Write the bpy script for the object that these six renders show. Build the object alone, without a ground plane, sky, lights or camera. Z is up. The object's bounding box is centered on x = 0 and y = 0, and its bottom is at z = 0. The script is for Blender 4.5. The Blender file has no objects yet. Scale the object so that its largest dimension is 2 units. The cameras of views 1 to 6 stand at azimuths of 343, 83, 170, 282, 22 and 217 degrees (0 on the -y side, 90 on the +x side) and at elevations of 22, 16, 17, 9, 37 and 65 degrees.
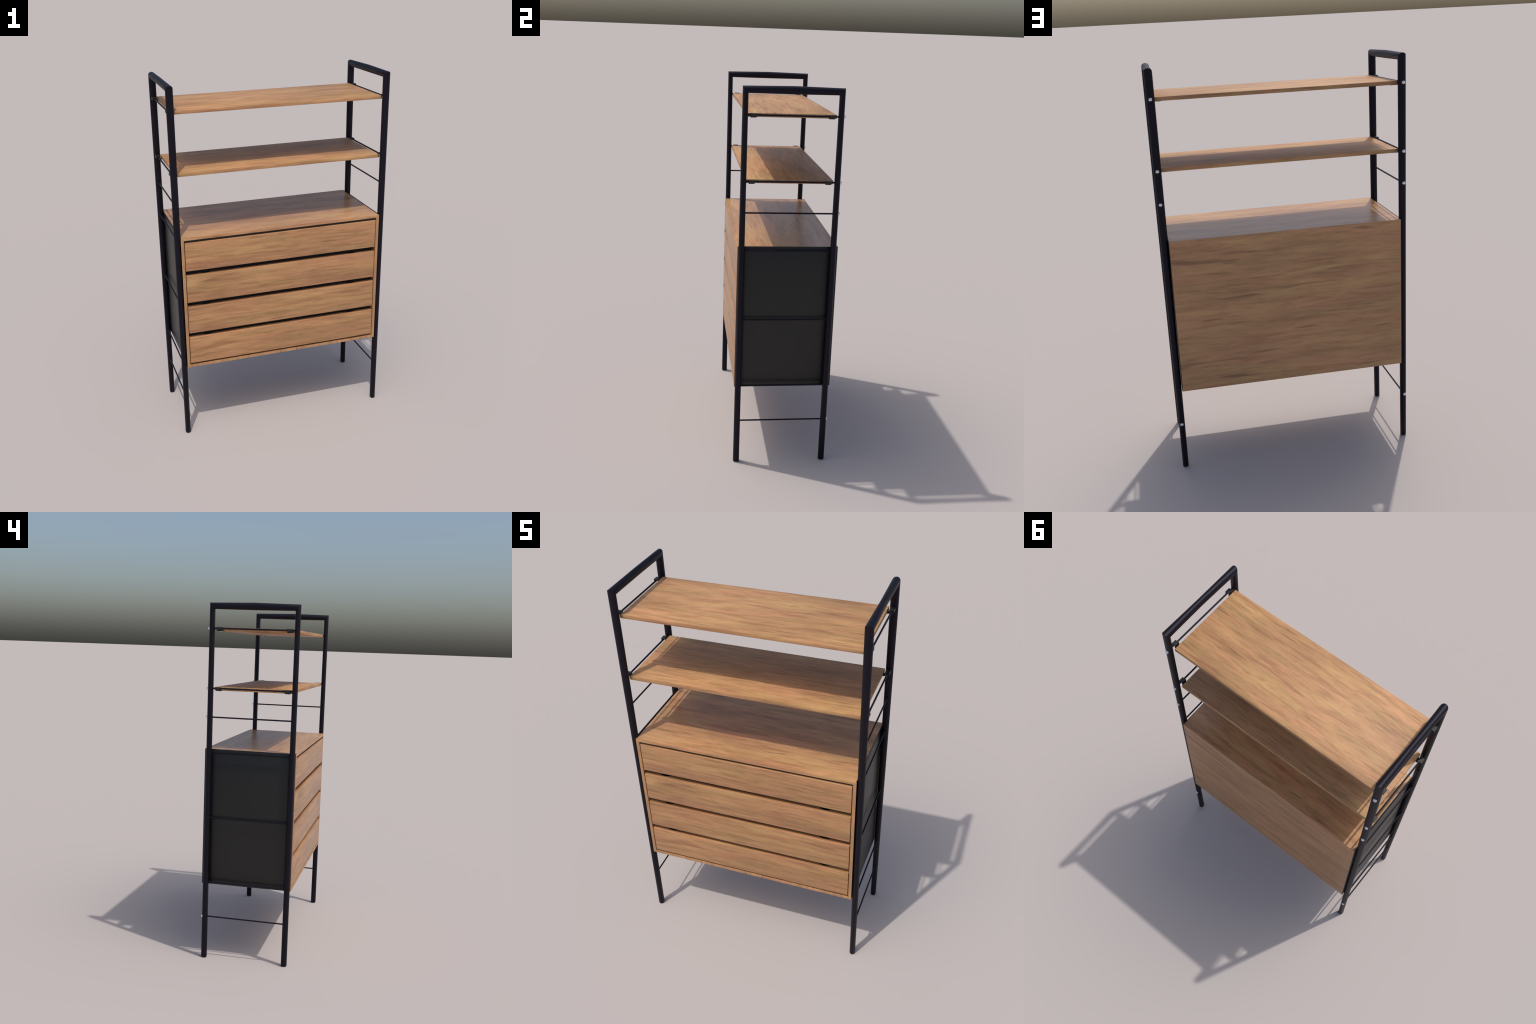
# Open wall shelf: two black tapered ladder frames with rungs, two clipped-on
# wooden shelves and a hung wooden cabinet with four drawers.
import bpy, bmesh, math
from mathutils import Vector

# ------------------------------------------------------------------ sizes (m)
XO = -0.0015                     # timber sits a hair to the left of the frames
CAB_X = 0.5700                   # half width of the cabinet
CAB_Y = 0.2565                   # half depth
CAB_Z0, CAB_Z1 = 0.4300, 1.2025
BOARD = 0.0160                   # carcass board thickness
SIDE_SKIN = 0.0030               # black side sheet, let in behind the front edge
SHELF_X = 0.5685
SHELF_Y0, SHELF_Y1 = -0.2215, 0.2120
SHELF_T = 0.0180
SHELF_TOPS = (1.8665, 1.5438)
FRAME_X = 0.5860
POST_FRONT, POST_REAR = -0.2375, 0.2295
RUNG_X = 0.5880
SHELF_RUNGS = (1.8600, 1.5378)
PLAIN_RUNGS = (1.3800, 1.1860, 0.8160, 0.4460, 0.2425)
BOLT_Z = (1.8600, 1.5358, 1.3800, 0.2428)
DRAWERS = ((1.0117, 1.1722), (0.8262, 0.9845), (0.6407, 0.7988), (0.4552, 0.6130))
DRAWER_X = 0.5500
FRONT_DEPTH = 0.0290


# ------------------------------------------------------------------ materials
def new_mat(name):
    m = bpy.data.materials.new(name)
    m.use_nodes = True
    nt = m.node_tree
    for n in list(nt.nodes):
        if n.type not in ("OUTPUT_MATERIAL", "BSDF_PRINCIPLED"):
            nt.nodes.remove(n)
    return m, nt, next(n for n in nt.nodes if n.type == "BSDF_PRINCIPLED")


def node(nt, kind, **props):
    n = nt.nodes.new(kind)
    for k, v in props.items():
        setattr(n, k, v)
    return n


def noise(nt, coord, scale, detail=3.0, rough=0.5, offset=(0, 0, 0), distort=0.0):
    mp = node(nt, "ShaderNodeMapping")
    mp.inputs["Scale"].default_value = scale
    mp.inputs["Location"].default_value = offset
    nt.links.new(coord, mp.inputs["Vector"])
    t = node(nt, "ShaderNodeTexNoise")
    t.inputs["Scale"].default_value = 1.0
    t.inputs["Detail"].default_value = detail
    t.inputs["Roughness"].default_value = rough
    t.inputs["Distortion"].default_value = distort
    nt.links.new(mp.outputs["Vector"], t.inputs["Vector"])
    return t.outputs["Fac"]


def ramp(nt, fac, stops):
    r = node(nt, "ShaderNodeValToRGB")
    while len(r.color_ramp.elements) < len(stops):
        r.color_ramp.elements.new(0.5)
    for e, (p, c) in zip(r.color_ramp.elements, stops):
        e.position = p
        e.color = (*c, 1.0) if len(c) == 3 else c
    nt.links.new(fac, r.inputs["Fac"])
    return r.outputs["Color"]


def grey(v):
    return (v, v, v)


def mix(nt, a, b, fac, mode="MIX"):
    m = node(nt, "ShaderNodeMix", data_type="RGBA", blend_type=mode)
    ins = [s for s in m.inputs if s.type == "RGBA"]
    for sock, v in ((ins[0], a), (ins[1], b)):
        if isinstance(v, tuple):
            sock.default_value = (*v, 1.0)
        else:
            nt.links.new(v, sock)
    f = next(s for s in m.inputs if s.type == "VALUE" and s.name == "Factor")
    if isinstance(fac, float):
        f.default_value = fac
    else:
        nt.links.new(fac, f)
    return next(s for s in m.outputs if s.type == "RGBA")


def wood(name, roughness, shift, grain="x", tint=(1.0, 1.0, 1.0), streaks=1.0, spec=0.5, stretch=1.0,
         fleck_size=(7.0, 92.0), banding=1.0):
    """Oak-like veneer: soft colour drift, short stretched figure, sparse dark flecks."""
    m, nt, bsdf = new_mat(name)
    tc = node(nt, "ShaderNodeTexCoord")
    co = tc.outputs["Object"]
    # bend the fibres a little so that they are never ruler straight
    wob = node(nt, "ShaderNodeTexNoise")
    wob.inputs["Scale"].default_value = 2.6
    wob.inputs["Detail"].default_value = 1.0
    nt.links.new(co, wob.inputs["Vector"])
    sub = node(nt, "ShaderNodeVectorMath", operation="SUBTRACT")
    sub.inputs[1].default_value = (0.5, 0.5, 0.5)
    nt.links.new(wob.outputs["Color"], sub.inputs[0])
    sc = node(nt, "ShaderNodeVectorMath", operation="SCALE")
    sc.inputs["Scale"].default_value = 0.020
    nt.links.new(sub.outputs[0], sc.inputs[0])
    add = node(nt, "ShaderNodeVectorMath", operation="ADD")
    nt.links.new(co, add.inputs[0])
    nt.links.new(sc.outputs[0], add.inputs[1])
    v = add.outputs[0]

    def st(along, across):
        along /= stretch
        return (along, across, across) if grain == "x" else (across, across, along)

    def off(d):
        return tuple(s + d for s in shift)

    # hue wanders between a reddish and a golden tan, value wanders separately
    hue = noise(nt, v, st(3.2, 15.0), 3.0, 0.55, shift)
    col = ramp(nt, hue, ((0.33, (0.440, 0.222, 0.112)), (0.50, (0.432, 0.234, 0.110)), (0.67, (0.440, 0.258, 0.115))))
    value = noise(nt, v, st(2.2, 13.0), 2.0, 0.5, off(11.3))
    col = mix(nt, col, ramp(nt, value, ((0.32, grey(0.84)), (0.50, grey(1.0)), (0.68, grey(1.13)))), banding, "MULTIPLY")
    band = noise(nt, v, st(4.2, 50.0), 3.0, 0.55, off(5.9), 0.15)
    col = mix(nt, col, ramp(nt, band, ((0.33, (0.80, 0.755, 0.73)), (0.50, grey(1.0)), (0.68, (1.09, 1.08, 1.07)))), banding, "MULTIPLY")
    figure = noise(nt, v, st(13.0, 84.0), 4.0, 0.62, off(3.1))
    col = mix(nt, col, ramp(nt, figure, ((0.32, (0.86, 0.83, 0.82)), (0.50, grey(1.0)), (0.68, (1.09, 1.08, 1.07)))), 1.0, "MULTIPLY")
    fleck = noise(nt, v, st(*fleck_size), 1.5, 0.45, off(7.7))
    mask = ramp(nt, fleck, ((0.62, grey(0.0)), (0.77, grey(0.70 * streaks))))
    col = mix(nt, col, (0.150, 0.074, 0.036), mask)
    fibre = noise(nt, v, st(30.0, 420.0), 3.0, 0.6, shift)
    col = mix(nt, col, ramp(nt, fibre, ((0.30, grey(0.92)), (0.70, grey(1.07)))), 1.0, "MULTIPLY")
    col = mix(nt, col, tint, 1.0, "MULTIPLY")
    nt.links.new(col, bsdf.inputs["Base Color"])
    bsdf.inputs["Roughness"].default_value = roughness
    bsdf.inputs["Specular IOR Level"].default_value = spec
    bump = node(nt, "ShaderNodeBump")
    bump.inputs["Strength"].default_value = 0.06
    bump.inputs["Distance"].default_value = 0.002
    nt.links.new(fibre, bump.inputs["Height"])
    nt.links.new(bump.outputs["Normal"], bsdf.inputs["Normal"])
    return m


def plain(name, colour, roughness, metallic=0.0, spec=0.5, mottling=0.08, scale=40.0, tint=(1.0, 1.0, 1.0)):
    m, nt, bsdf = new_mat(name)
    tc = node(nt, "ShaderNodeTexCoord")
    f = noise(nt, tc.outputs["Object"], (scale,) * 3, 3.0)
    lo, hi = 1.0 - mottling, 1.0 + mottling
    col = ramp(nt, f, ((0.3, tuple(c * lo for c in colour)), (0.7, tuple(min(1, c * hi) for c in colour))))
    nt.links.new(col, bsdf.inputs["Base Color"])
    bsdf.inputs["Roughness"].default_value = roughness
    bsdf.inputs["Metallic"].default_value = metallic
    bsdf.inputs["Specular Tint"].default_value = (*tint, 1.0)
    bsdf.inputs["Specular IOR Level"].default_value = spec
    return m


M_SHELF = wood("shelf_wood", 0.56, (0.0, 0.0, 0.0), tint=(1.01, 1.02, 0.97), spec=0.42, streaks=0.8)
M_TOP = wood("cabinet_top_wood", 0.32, (1.3, 2.1, 0.4), tint=(0.99, 0.98, 0.95))
M_FRONT = wood("drawer_wood", 0.33, (4.0, 1.0, 2.0), tint=(0.93, 0.915, 0.88), streaks=0.75, stretch=1.25)
M_SIDE = wood("upright_wood", 0.40, (2.0, 5.0, 1.0), grain="z")
M_BACK = wood("back_wood", 0.42, (6.0, 3.0, 5.0), stretch=1.2, streaks=0.95, tint=(1.06, 1.06, 1.05), fleck_size=(4.6, 46.0), banding=0.7)
M_METAL = plain("black_powder_coat", (0.0034, 0.0031, 0.0050), 0.50, spec=0.27, tint=(0.78, 0.74, 1.0))
M_SKIN = plain("black_side_sheet", (0.0050, 0.0048, 0.0043), 0.42, spec=0.48, mottling=0.02)
M_CLIP = plain("black_clip_plastic", (0.0085, 0.0092, 0.0078), 0.50)
M_BOLT = plain("zinc_plated_steel", (0.78, 0.79, 0.82), 0.38, metallic=0.9, mottling=0.03)
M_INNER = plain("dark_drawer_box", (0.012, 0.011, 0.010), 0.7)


# ------------------------------------------------------------------ mesh help
def obj_from_bm(name, bm, mat, parent, smooth_angle=None):
    bmesh.ops.recalc_face_normals(bm, faces=bm.faces[:])
    me = bpy.data.meshes.new(name)
    bm.to_mesh(me)
    bm.free()
    me.materials.append(mat)
    if smooth_angle is not None:
        me.shade_smooth()
        me.set_sharp_from_angle(angle=math.radians(smooth_angle))
    ob = bpy.data.objects.new(name, me)
    bpy.context.scene.collection.objects.link(ob)
    ob.parent = parent
    return ob


def add_box(bm, x0, x1, y0, y1, z0, z1, bevel=0.0, segs=2):
    c = [bm.verts.new((x, y, z)) for x in (x0, x1) for y in (y0, y1) for z in (z0, z1)]
    idx = ((0, 1, 3, 2), (4, 6, 7, 5), (0, 4, 5, 1), (2, 3, 7, 6), (0, 2, 6, 4), (1, 5, 7, 3))
    fs = [bm.faces.new([c[i] for i in q]) for q in idx]
    if bevel:
        es = list({e for f in fs for e in f.edges})
        bmesh.ops.bevel(bm, geom=es, offset=bevel, segments=segs, profile=0.5, affect="EDGES")
    return c


def add_prism(bm, outline, axis, a, b):
    """Extrude a 2D outline along an axis ('x','y','z') from a to b."""
    def p(u, v, w):
        return {"x": (w, u, v), "y": (u, w, v), "z": (u, v, w)}[axis]
    lo = [bm.verts.new(p(u, v, a)) for u, v in outline]
    hi = [bm.verts.new(p(u, v, b)) for u, v in outline]
    n = len(outline)
    bm.faces.new(lo)
    bm.faces.new(hi)
    for i in range(n):
        bm.faces.new((lo[i], lo[(i + 1) % n], hi[(i + 1) % n], hi[i]))


def box_obj(name, dims, mat, parent, bevel=0.0008):
    bm = bmesh.new()
    add_box(bm, *dims, bevel=bevel)
    return obj_from_bm(name, bm, mat, parent, 30)


# ------------------------------------------------------------------ the thing
root = bpy.data.objects.new("shelving_unit", None)
bpy.context.scene.collection.objects.link(root)
root["label"] = "wooden ladder shelf with black frame, two shelves and four drawers"
root["category"] = "shelving unit"


# ---- ladder frames: one continuous hoop, elliptic section, mitred corners
def ladder_hoop(side):
    n = 40
    ring_angles = [2 * math.pi * i / n for i in range(n)]
    cx = side * FRAME_X
    foot_rx, foot_ry = 0.0147, 0.0166
    top_rx, top_ry = 0.0194, 0.0140
    bar_z, bar_rz = 1.9788, 0.0170
    mid_z, mid_rz, mid_rx = 1.9804, 0.0196, 0.0152
    bm = bmesh.new()
    rings = []

    def ring(fn):
        # oval, a touch fuller than an ellipse on the inner side of the hoop
        pts = []
        for t in ring_angles:
            c, q = math.cos(t), math.sin(t)
            p = 2 / 2.05 if q > 0 else 2 / 2.5
            pts.append((math.copysign(abs(c) ** p, c), math.copysign(abs(q) ** p, q)))
        rings.append([bm.verts.new(fn(c, q)) for c, q in pts])

    def post_ring(yc, out, k, shrink=0.0, z=None):
        zz = k * bar_z if z is None else z
        rx = foot_rx + (top_rx - foot_rx) * k - shrink
        ry = foot_ry + (top_ry - foot_ry) * k - shrink
        ring(lambda c, s: (cx + rx * c, yc + out * ry * s, zz))

    def mitre_ring(yc, out):
        ring(lambda c, s: (cx + top_rx * c, yc + out * top_ry * s, bar_z + bar_rz * s))

    ks = (0.16, 0.32, 0.48, 0.64, 0.80, 0.95)
    post_ring(POST_FRONT, -1, 0.0, 0.0022, 0.0)
    post_ring(POST_FRONT, -1, 0.001, 0.0006, 0.0008)
    post_ring(POST_FRONT, -1, 0.002, 0.0, 0.0026)
    for k in ks:
        post_ring(POST_FRONT, -1, k)
    mitre_ring(POST_FRONT, -1)
    ym = 0.5 * (POST_FRONT + POST_REAR)
    for f in (0.25, 0.5, 0.75):
        w = 1 - abs(f - 0.5) * 2
        w = w * 0.85 + 0.15 * math.sin(w * math.pi / 2)
        y = POST_FRONT + (POST_REAR - POST_FRONT) * f
        z = bar_z + (mid_z - bar_z) * w
        rz = bar_rz + (mid_rz - bar_rz) * w
        rx = top_rx + (mid_rx - top_rx) * w
        ring(lambda c, s: (cx + rx * c, y, z + rz * s))
    mitre_ring(POST_REAR, 1)
    for k in reversed(ks):
        post_ring(POST_REAR, 1, k)
    post_ring(POST_REAR, 1, 0.002, 0.0, 0.0026)
    post_ring(POST_REAR, 1, 0.001, 0.0006, 0.0008)
    post_ring(POST_REAR, 1, 0.0, 0.0022, 0.0)
    for a, b in zip(rings, rings[1:]):
        for i in range(n):
            bm.faces.new((a[i], a[(i + 1) % n], b[(i + 1) % n], b[i]))
    bm.faces.new(rings[0])
    bm.faces.new(rings[-1])
    return bm


def rung_mesh(name, radius, length):
    bm = bmesh.new()
    n = 20
    a = [bm.verts.new((radius * math.cos(2 * math.pi * i / n), -length / 2, radius * math.sin(2 * math.pi * i / n))) for i in range(n)]
    b = [bm.verts.new((v.co.x, length / 2, v.co.z)) for v in a]
    for i in range(n):
        bm.faces.new((a[i], a[(i + 1) % n], b[(i + 1) % n], b[i]))
    bm.faces.new(a)
    bm.faces.new(b)
    bmesh.ops.recalc_face_normals(bm, faces=bm.faces[:])
    me = bpy.data.meshes.new(name)
    bm.to_mesh(me)
    bm.free()
    me.materials.append(M_METAL)
    me.shade_smooth()
    me.set_sharp_from_angle(angle=math.radians(40))
    return me


def bolt_mesh():
    """Hexagonal head with a domed, chamfered end; axis +y."""
    bm = bmesh.new()
    r = 0.0091
    prof = ((-0.004, 1.0), (0.0024, 1.0), (0.0046, 0.90), (0.0068, 0.68), (0.0082, 0.40), (0.0088, 0.12))
    prev = None
    for y, k in prof:
        cur = [bm.verts.new((r * k * math.cos(math.radians(60 * i + 30)), y, r * k * math.sin(math.radians(60 * i + 30)))) for i in range(6)]
        if prev:
            for i in range(6):
                bm.faces.new((prev[i], prev[(i + 1) % 6], cur[(i + 1) % 6], cur[i]))
        else:
            bm.faces.new(cur)
        prev = cur
    bm.faces.new(prev)
    bmesh.ops.recalc_face_normals(bm, faces=bm.faces[:])
    me = bpy.data.meshes.new("bolt")
    bm.to_mesh(me)
    bm.free()
    me.materials.append(M_BOLT)
    me.shade_smooth()
    me.set_sharp_from_angle(angle=math.radians(32))
    return me


def instance(name, mesh, parent, loc, scale=(1, 1, 1)):
    ob = bpy.data.objects.new(name, mesh)
    bpy.context.scene.collection.objects.link(ob)
    ob.parent = parent
    ob.location = loc
    ob.scale = scale
    return ob


span = POST_REAR - POST_FRONT
thick_rung = rung_mesh("shelf_rung", 0.0044, span)
thin_rung = rung_mesh("rung", 0.0041, span)
bolt = bolt_mesh()
mid_y = 0.5 * (POST_FRONT + POST_REAR)
frames = []
for side in (1, -1):
    fr = obj_from_bm("ladder_frame", ladder_hoop(side), M_METAL, root, 38)
    frames.append(fr)
    for z in SHELF_RUNGS:
        instance("shelf_rung", thick_rung, fr, (side * RUNG_X, mid_y, z))
    for z in PLAIN_RUNGS:
        instance("rung", thin_rung, fr, (side * RUNG_X, mid_y, z))
    for z in BOLT_Z:
        instance("bolt", bolt, fr, (side * 0.5875 + XO * 0.8, POST_REAR + 0.0135, z))


# ---- shelves with their clips
def clip_mesh():
    """Folded strip: hooks over the rung, runs down the shelf end, turns under it.
    Local x points outwards from the shelf end, z = 0 at the shelf top."""
    t = 0.0028
    hw = 0.0142
    strip = [
        # outer lip, over the rung, down between rung and shelf, under the shelf
        (0.0308, -0.0125), (0.0308, 0.0008), (0.0080, 0.0008), (0.0080, -0.0180),
        (-0.0300, -0.0180), (-0.0300, -0.0203), (0.0108, -0.0203), (0.0108, -0.0022),
        (0.0278, -0.0022), (0.0278, -0.0125),
    ]
    bm = bmesh.new()
    lo = [bm.verts.new((x, -hw, z)) for x, z in strip]
    hi = [bm.verts.new((x, hw, z)) for x, z in strip]
    n = len(strip)
    bm.faces.new(lo)
    bm.faces.new(hi)
    for i in range(n):
        bm.faces.new((lo[i], lo[(i + 1) % n], hi[(i + 1) % n], hi[i]))
    bmesh.ops.recalc_face_normals(bm, faces=bm.faces[:])
    bmesh.ops.bevel(bm, geom=bm.edges[:], offset=0.0005, segments=1, affect="EDGES")
    me = bpy.data.meshes.new("shelf_clip")
    bm.to_mesh(me)
    bm.free()
    me.materials.append(M_CLIP)
    return me


def screw_mesh():
    bm = bmesh.new()
    n = 20
    prof = ((0.0066, 0.0005), (0.0066, -0.0006), (0.0048, -0.0020), (0.0022, -0.0026))
    prev = None
    for r, z in prof:
        cur = [bm.verts.new((r * math.cos(2 * math.pi * i / n), r * math.sin(2 * math.pi * i / n), z)) for i in range(n)]
        if prev:
            for i in range(n):
                bm.faces.new((prev[i], prev[(i + 1) % n], cur[(i + 1) % n], cur[i]))
        else:
            bm.faces.new(cur)
        prev = cur
    bm.faces.new(prev)
    bmesh.ops.recalc_face_normals(bm, faces=bm.faces[:])
    me = bpy.data.meshes.new("clip_screw")
    bm.to_mesh(me)
    bm.free()
    me.materials.append(M_BOLT)
    me.shade_smooth()
    return me


clip_me, screw_me = clip_mesh(), screw_mesh()
CLIP_Y = (-0.1955, 0.1870)
for top in SHELF_TOPS:
    sh = box_obj("shelf", (-SHELF_X + XO, SHELF_X + XO, SHELF_Y0, SHELF_Y1, top - SHELF_T, top), M_SHELF, root, 0.0007)
    for side in (1, -1):
        for y in CLIP_Y:
            c = instance("shelf_clip", clip_me, sh, (side * SHELF_X + XO, y, top), (side, 1, 1))
            s = instance("clip_screw", screw_me, sh, (side * (SHELF_X - 0.020) + XO, y, top - 0.0203))

# ---- cabinet
x0, x1 = -CAB_X + XO, CAB_X + XO
yb = CAB_Y - 0.010               # front of the back panel
cab = root                       # carcass boards and drawers hang directly on the unit


def board(name, outline, axis, a, b, mat, bevel=0.0002):
    bm = bmesh.new()
    add_prism(bm, outline, axis, a, b)
    bmesh.ops.recalc_face_normals(bm, faces=bm.faces[:])
    bmesh.ops.bevel(bm, geom=bm.edges[:], offset=bevel, segments=1, affect="EDGES")
    return obj_from_bm(name, bm, mat, cab)


# a 3 mm deep front edging covers the side sheets; top and uprights meet in a mitre,
# the bottom sits between the uprights
EDGE_Y = -CAB_Y + 0.0030
i0, i1 = x0 + SIDE_SKIN, x1 - SIDE_SKIN      # timber width behind the edging
BOTTOM = 0.0142
for ya, yz, a0, a1 in ((-CAB_Y, EDGE_Y, x0, x1), (EDGE_Y, yb, i0, i1)):
    nm = "edging" if ya == -CAB_Y else "board"
    board("cabinet_top_" + nm, [(a0, CAB_Z1), (a1, CAB_Z1), (x1 - BOARD, CAB_Z1 - BOARD), (x0 + BOARD, CAB_Z1 - BOARD)],
          "y", ya, yz, M_TOP)
    for s, xe, xi in ((1, a1, x1 - BOARD), (-1, a0, x0 + BOARD)):
        board("cabinet_upright_" + nm, [(xe, CAB_Z0), (xe, CAB_Z1), (xi, CAB_Z1 - BOARD), (xi, CAB_Z0)],
              "y", ya, yz, M_SIDE)
board("cabinet_bottom", [(x0 + BOARD, CAB_Z0), (x1 - BOARD, CAB_Z0), (x1 - BOARD, CAB_Z0 + BOTTOM), (x0 + BOARD, CAB_Z0 + BOTTOM)],
      "y", -CAB_Y, yb, M_SIDE)
board("back_panel", [(i0, CAB_Z0), (i1, CAB_Z0), (i1, CAB_Z1), (i0, CAB_Z1)], "y", yb, CAB_Y, M_BACK)
for xa, xb in ((x0, i0 - 0.00005), (i1 + 0.00005, x1)):
    box_obj("side_sheet", (xa, xb, EDGE_Y + 0.00005, CAB_Y - 0.0002, CAB_Z0 + 0.0003, CAB_Z1 - 0.0002), M_SKIN, cab, 0.0004)


# ---- drawers: timber front with two finger notches in its top edge, dark box behind
def drawer_front(z0, z1):
    """Front block; the plan of its upper part has scalloped notches at the rear."""
    xa, xb = -DRAWER_X + XO, DRAWER_X + XO
    ya, yr = -CAB_Y - 0.0004, -CAB_Y + FRONT_DEPTH
    notch_d, notch_hw = 0.0108, 0.028
    rear = [(xa, yr)]
    for cx in (-0.4400 + XO, 0.4155 + XO):
        for i in range(17):
            t = -1 + 2 * i / 16
            rear.append((cx + notch_hw * math.sin(t * math.pi / 2), yr - notch_d * math.cos(t * math.pi / 2) ** 1.0))
    rear.append((xb, yr))
    bm = bmesh.new()
    # upper slab (notched)
    add_prism(bm, [(xb, ya), (xa, ya)] + rear, "z", z0, z1)
    bmesh.ops.recalc_face_normals(bm, faces=bm.faces[:])
    edges = [e for e in bm.edges if all(abs(v.co.y - ya) < 1e-6 for v in e.verts)]
    bmesh.ops.bevel(bm, geom=edges, offset=0.0020, segments=3, profile=0.5, affect="EDGES")
    return bm


for z0, z1 in DRAWERS:
    d = obj_from_bm("drawer", drawer_front(z0, z1), M_FRONT, cab, 25)
    box_obj("drawer_box", (-DRAWER_X + 0.012 + XO, DRAWER_X - 0.012 + XO, -CAB_Y + FRONT_DEPTH + 0.0005, yb - 0.03,
                           z0 + 0.012, z1 - 0.030), M_INNER, d, 0.0)
box_obj("top_gap_dark_strip", (x0 + BOARD + 0.0005, x1 - BOARD - 0.0005, -CAB_Y + 0.0082, -CAB_Y + 0.0300, DRAWERS[0][1] + 0.0030,  # dark strip that makes the slot above the top drawer read dark
                     CAB_Z1 - BOARD - 0.0004), M_INNER, cab, 0.0)
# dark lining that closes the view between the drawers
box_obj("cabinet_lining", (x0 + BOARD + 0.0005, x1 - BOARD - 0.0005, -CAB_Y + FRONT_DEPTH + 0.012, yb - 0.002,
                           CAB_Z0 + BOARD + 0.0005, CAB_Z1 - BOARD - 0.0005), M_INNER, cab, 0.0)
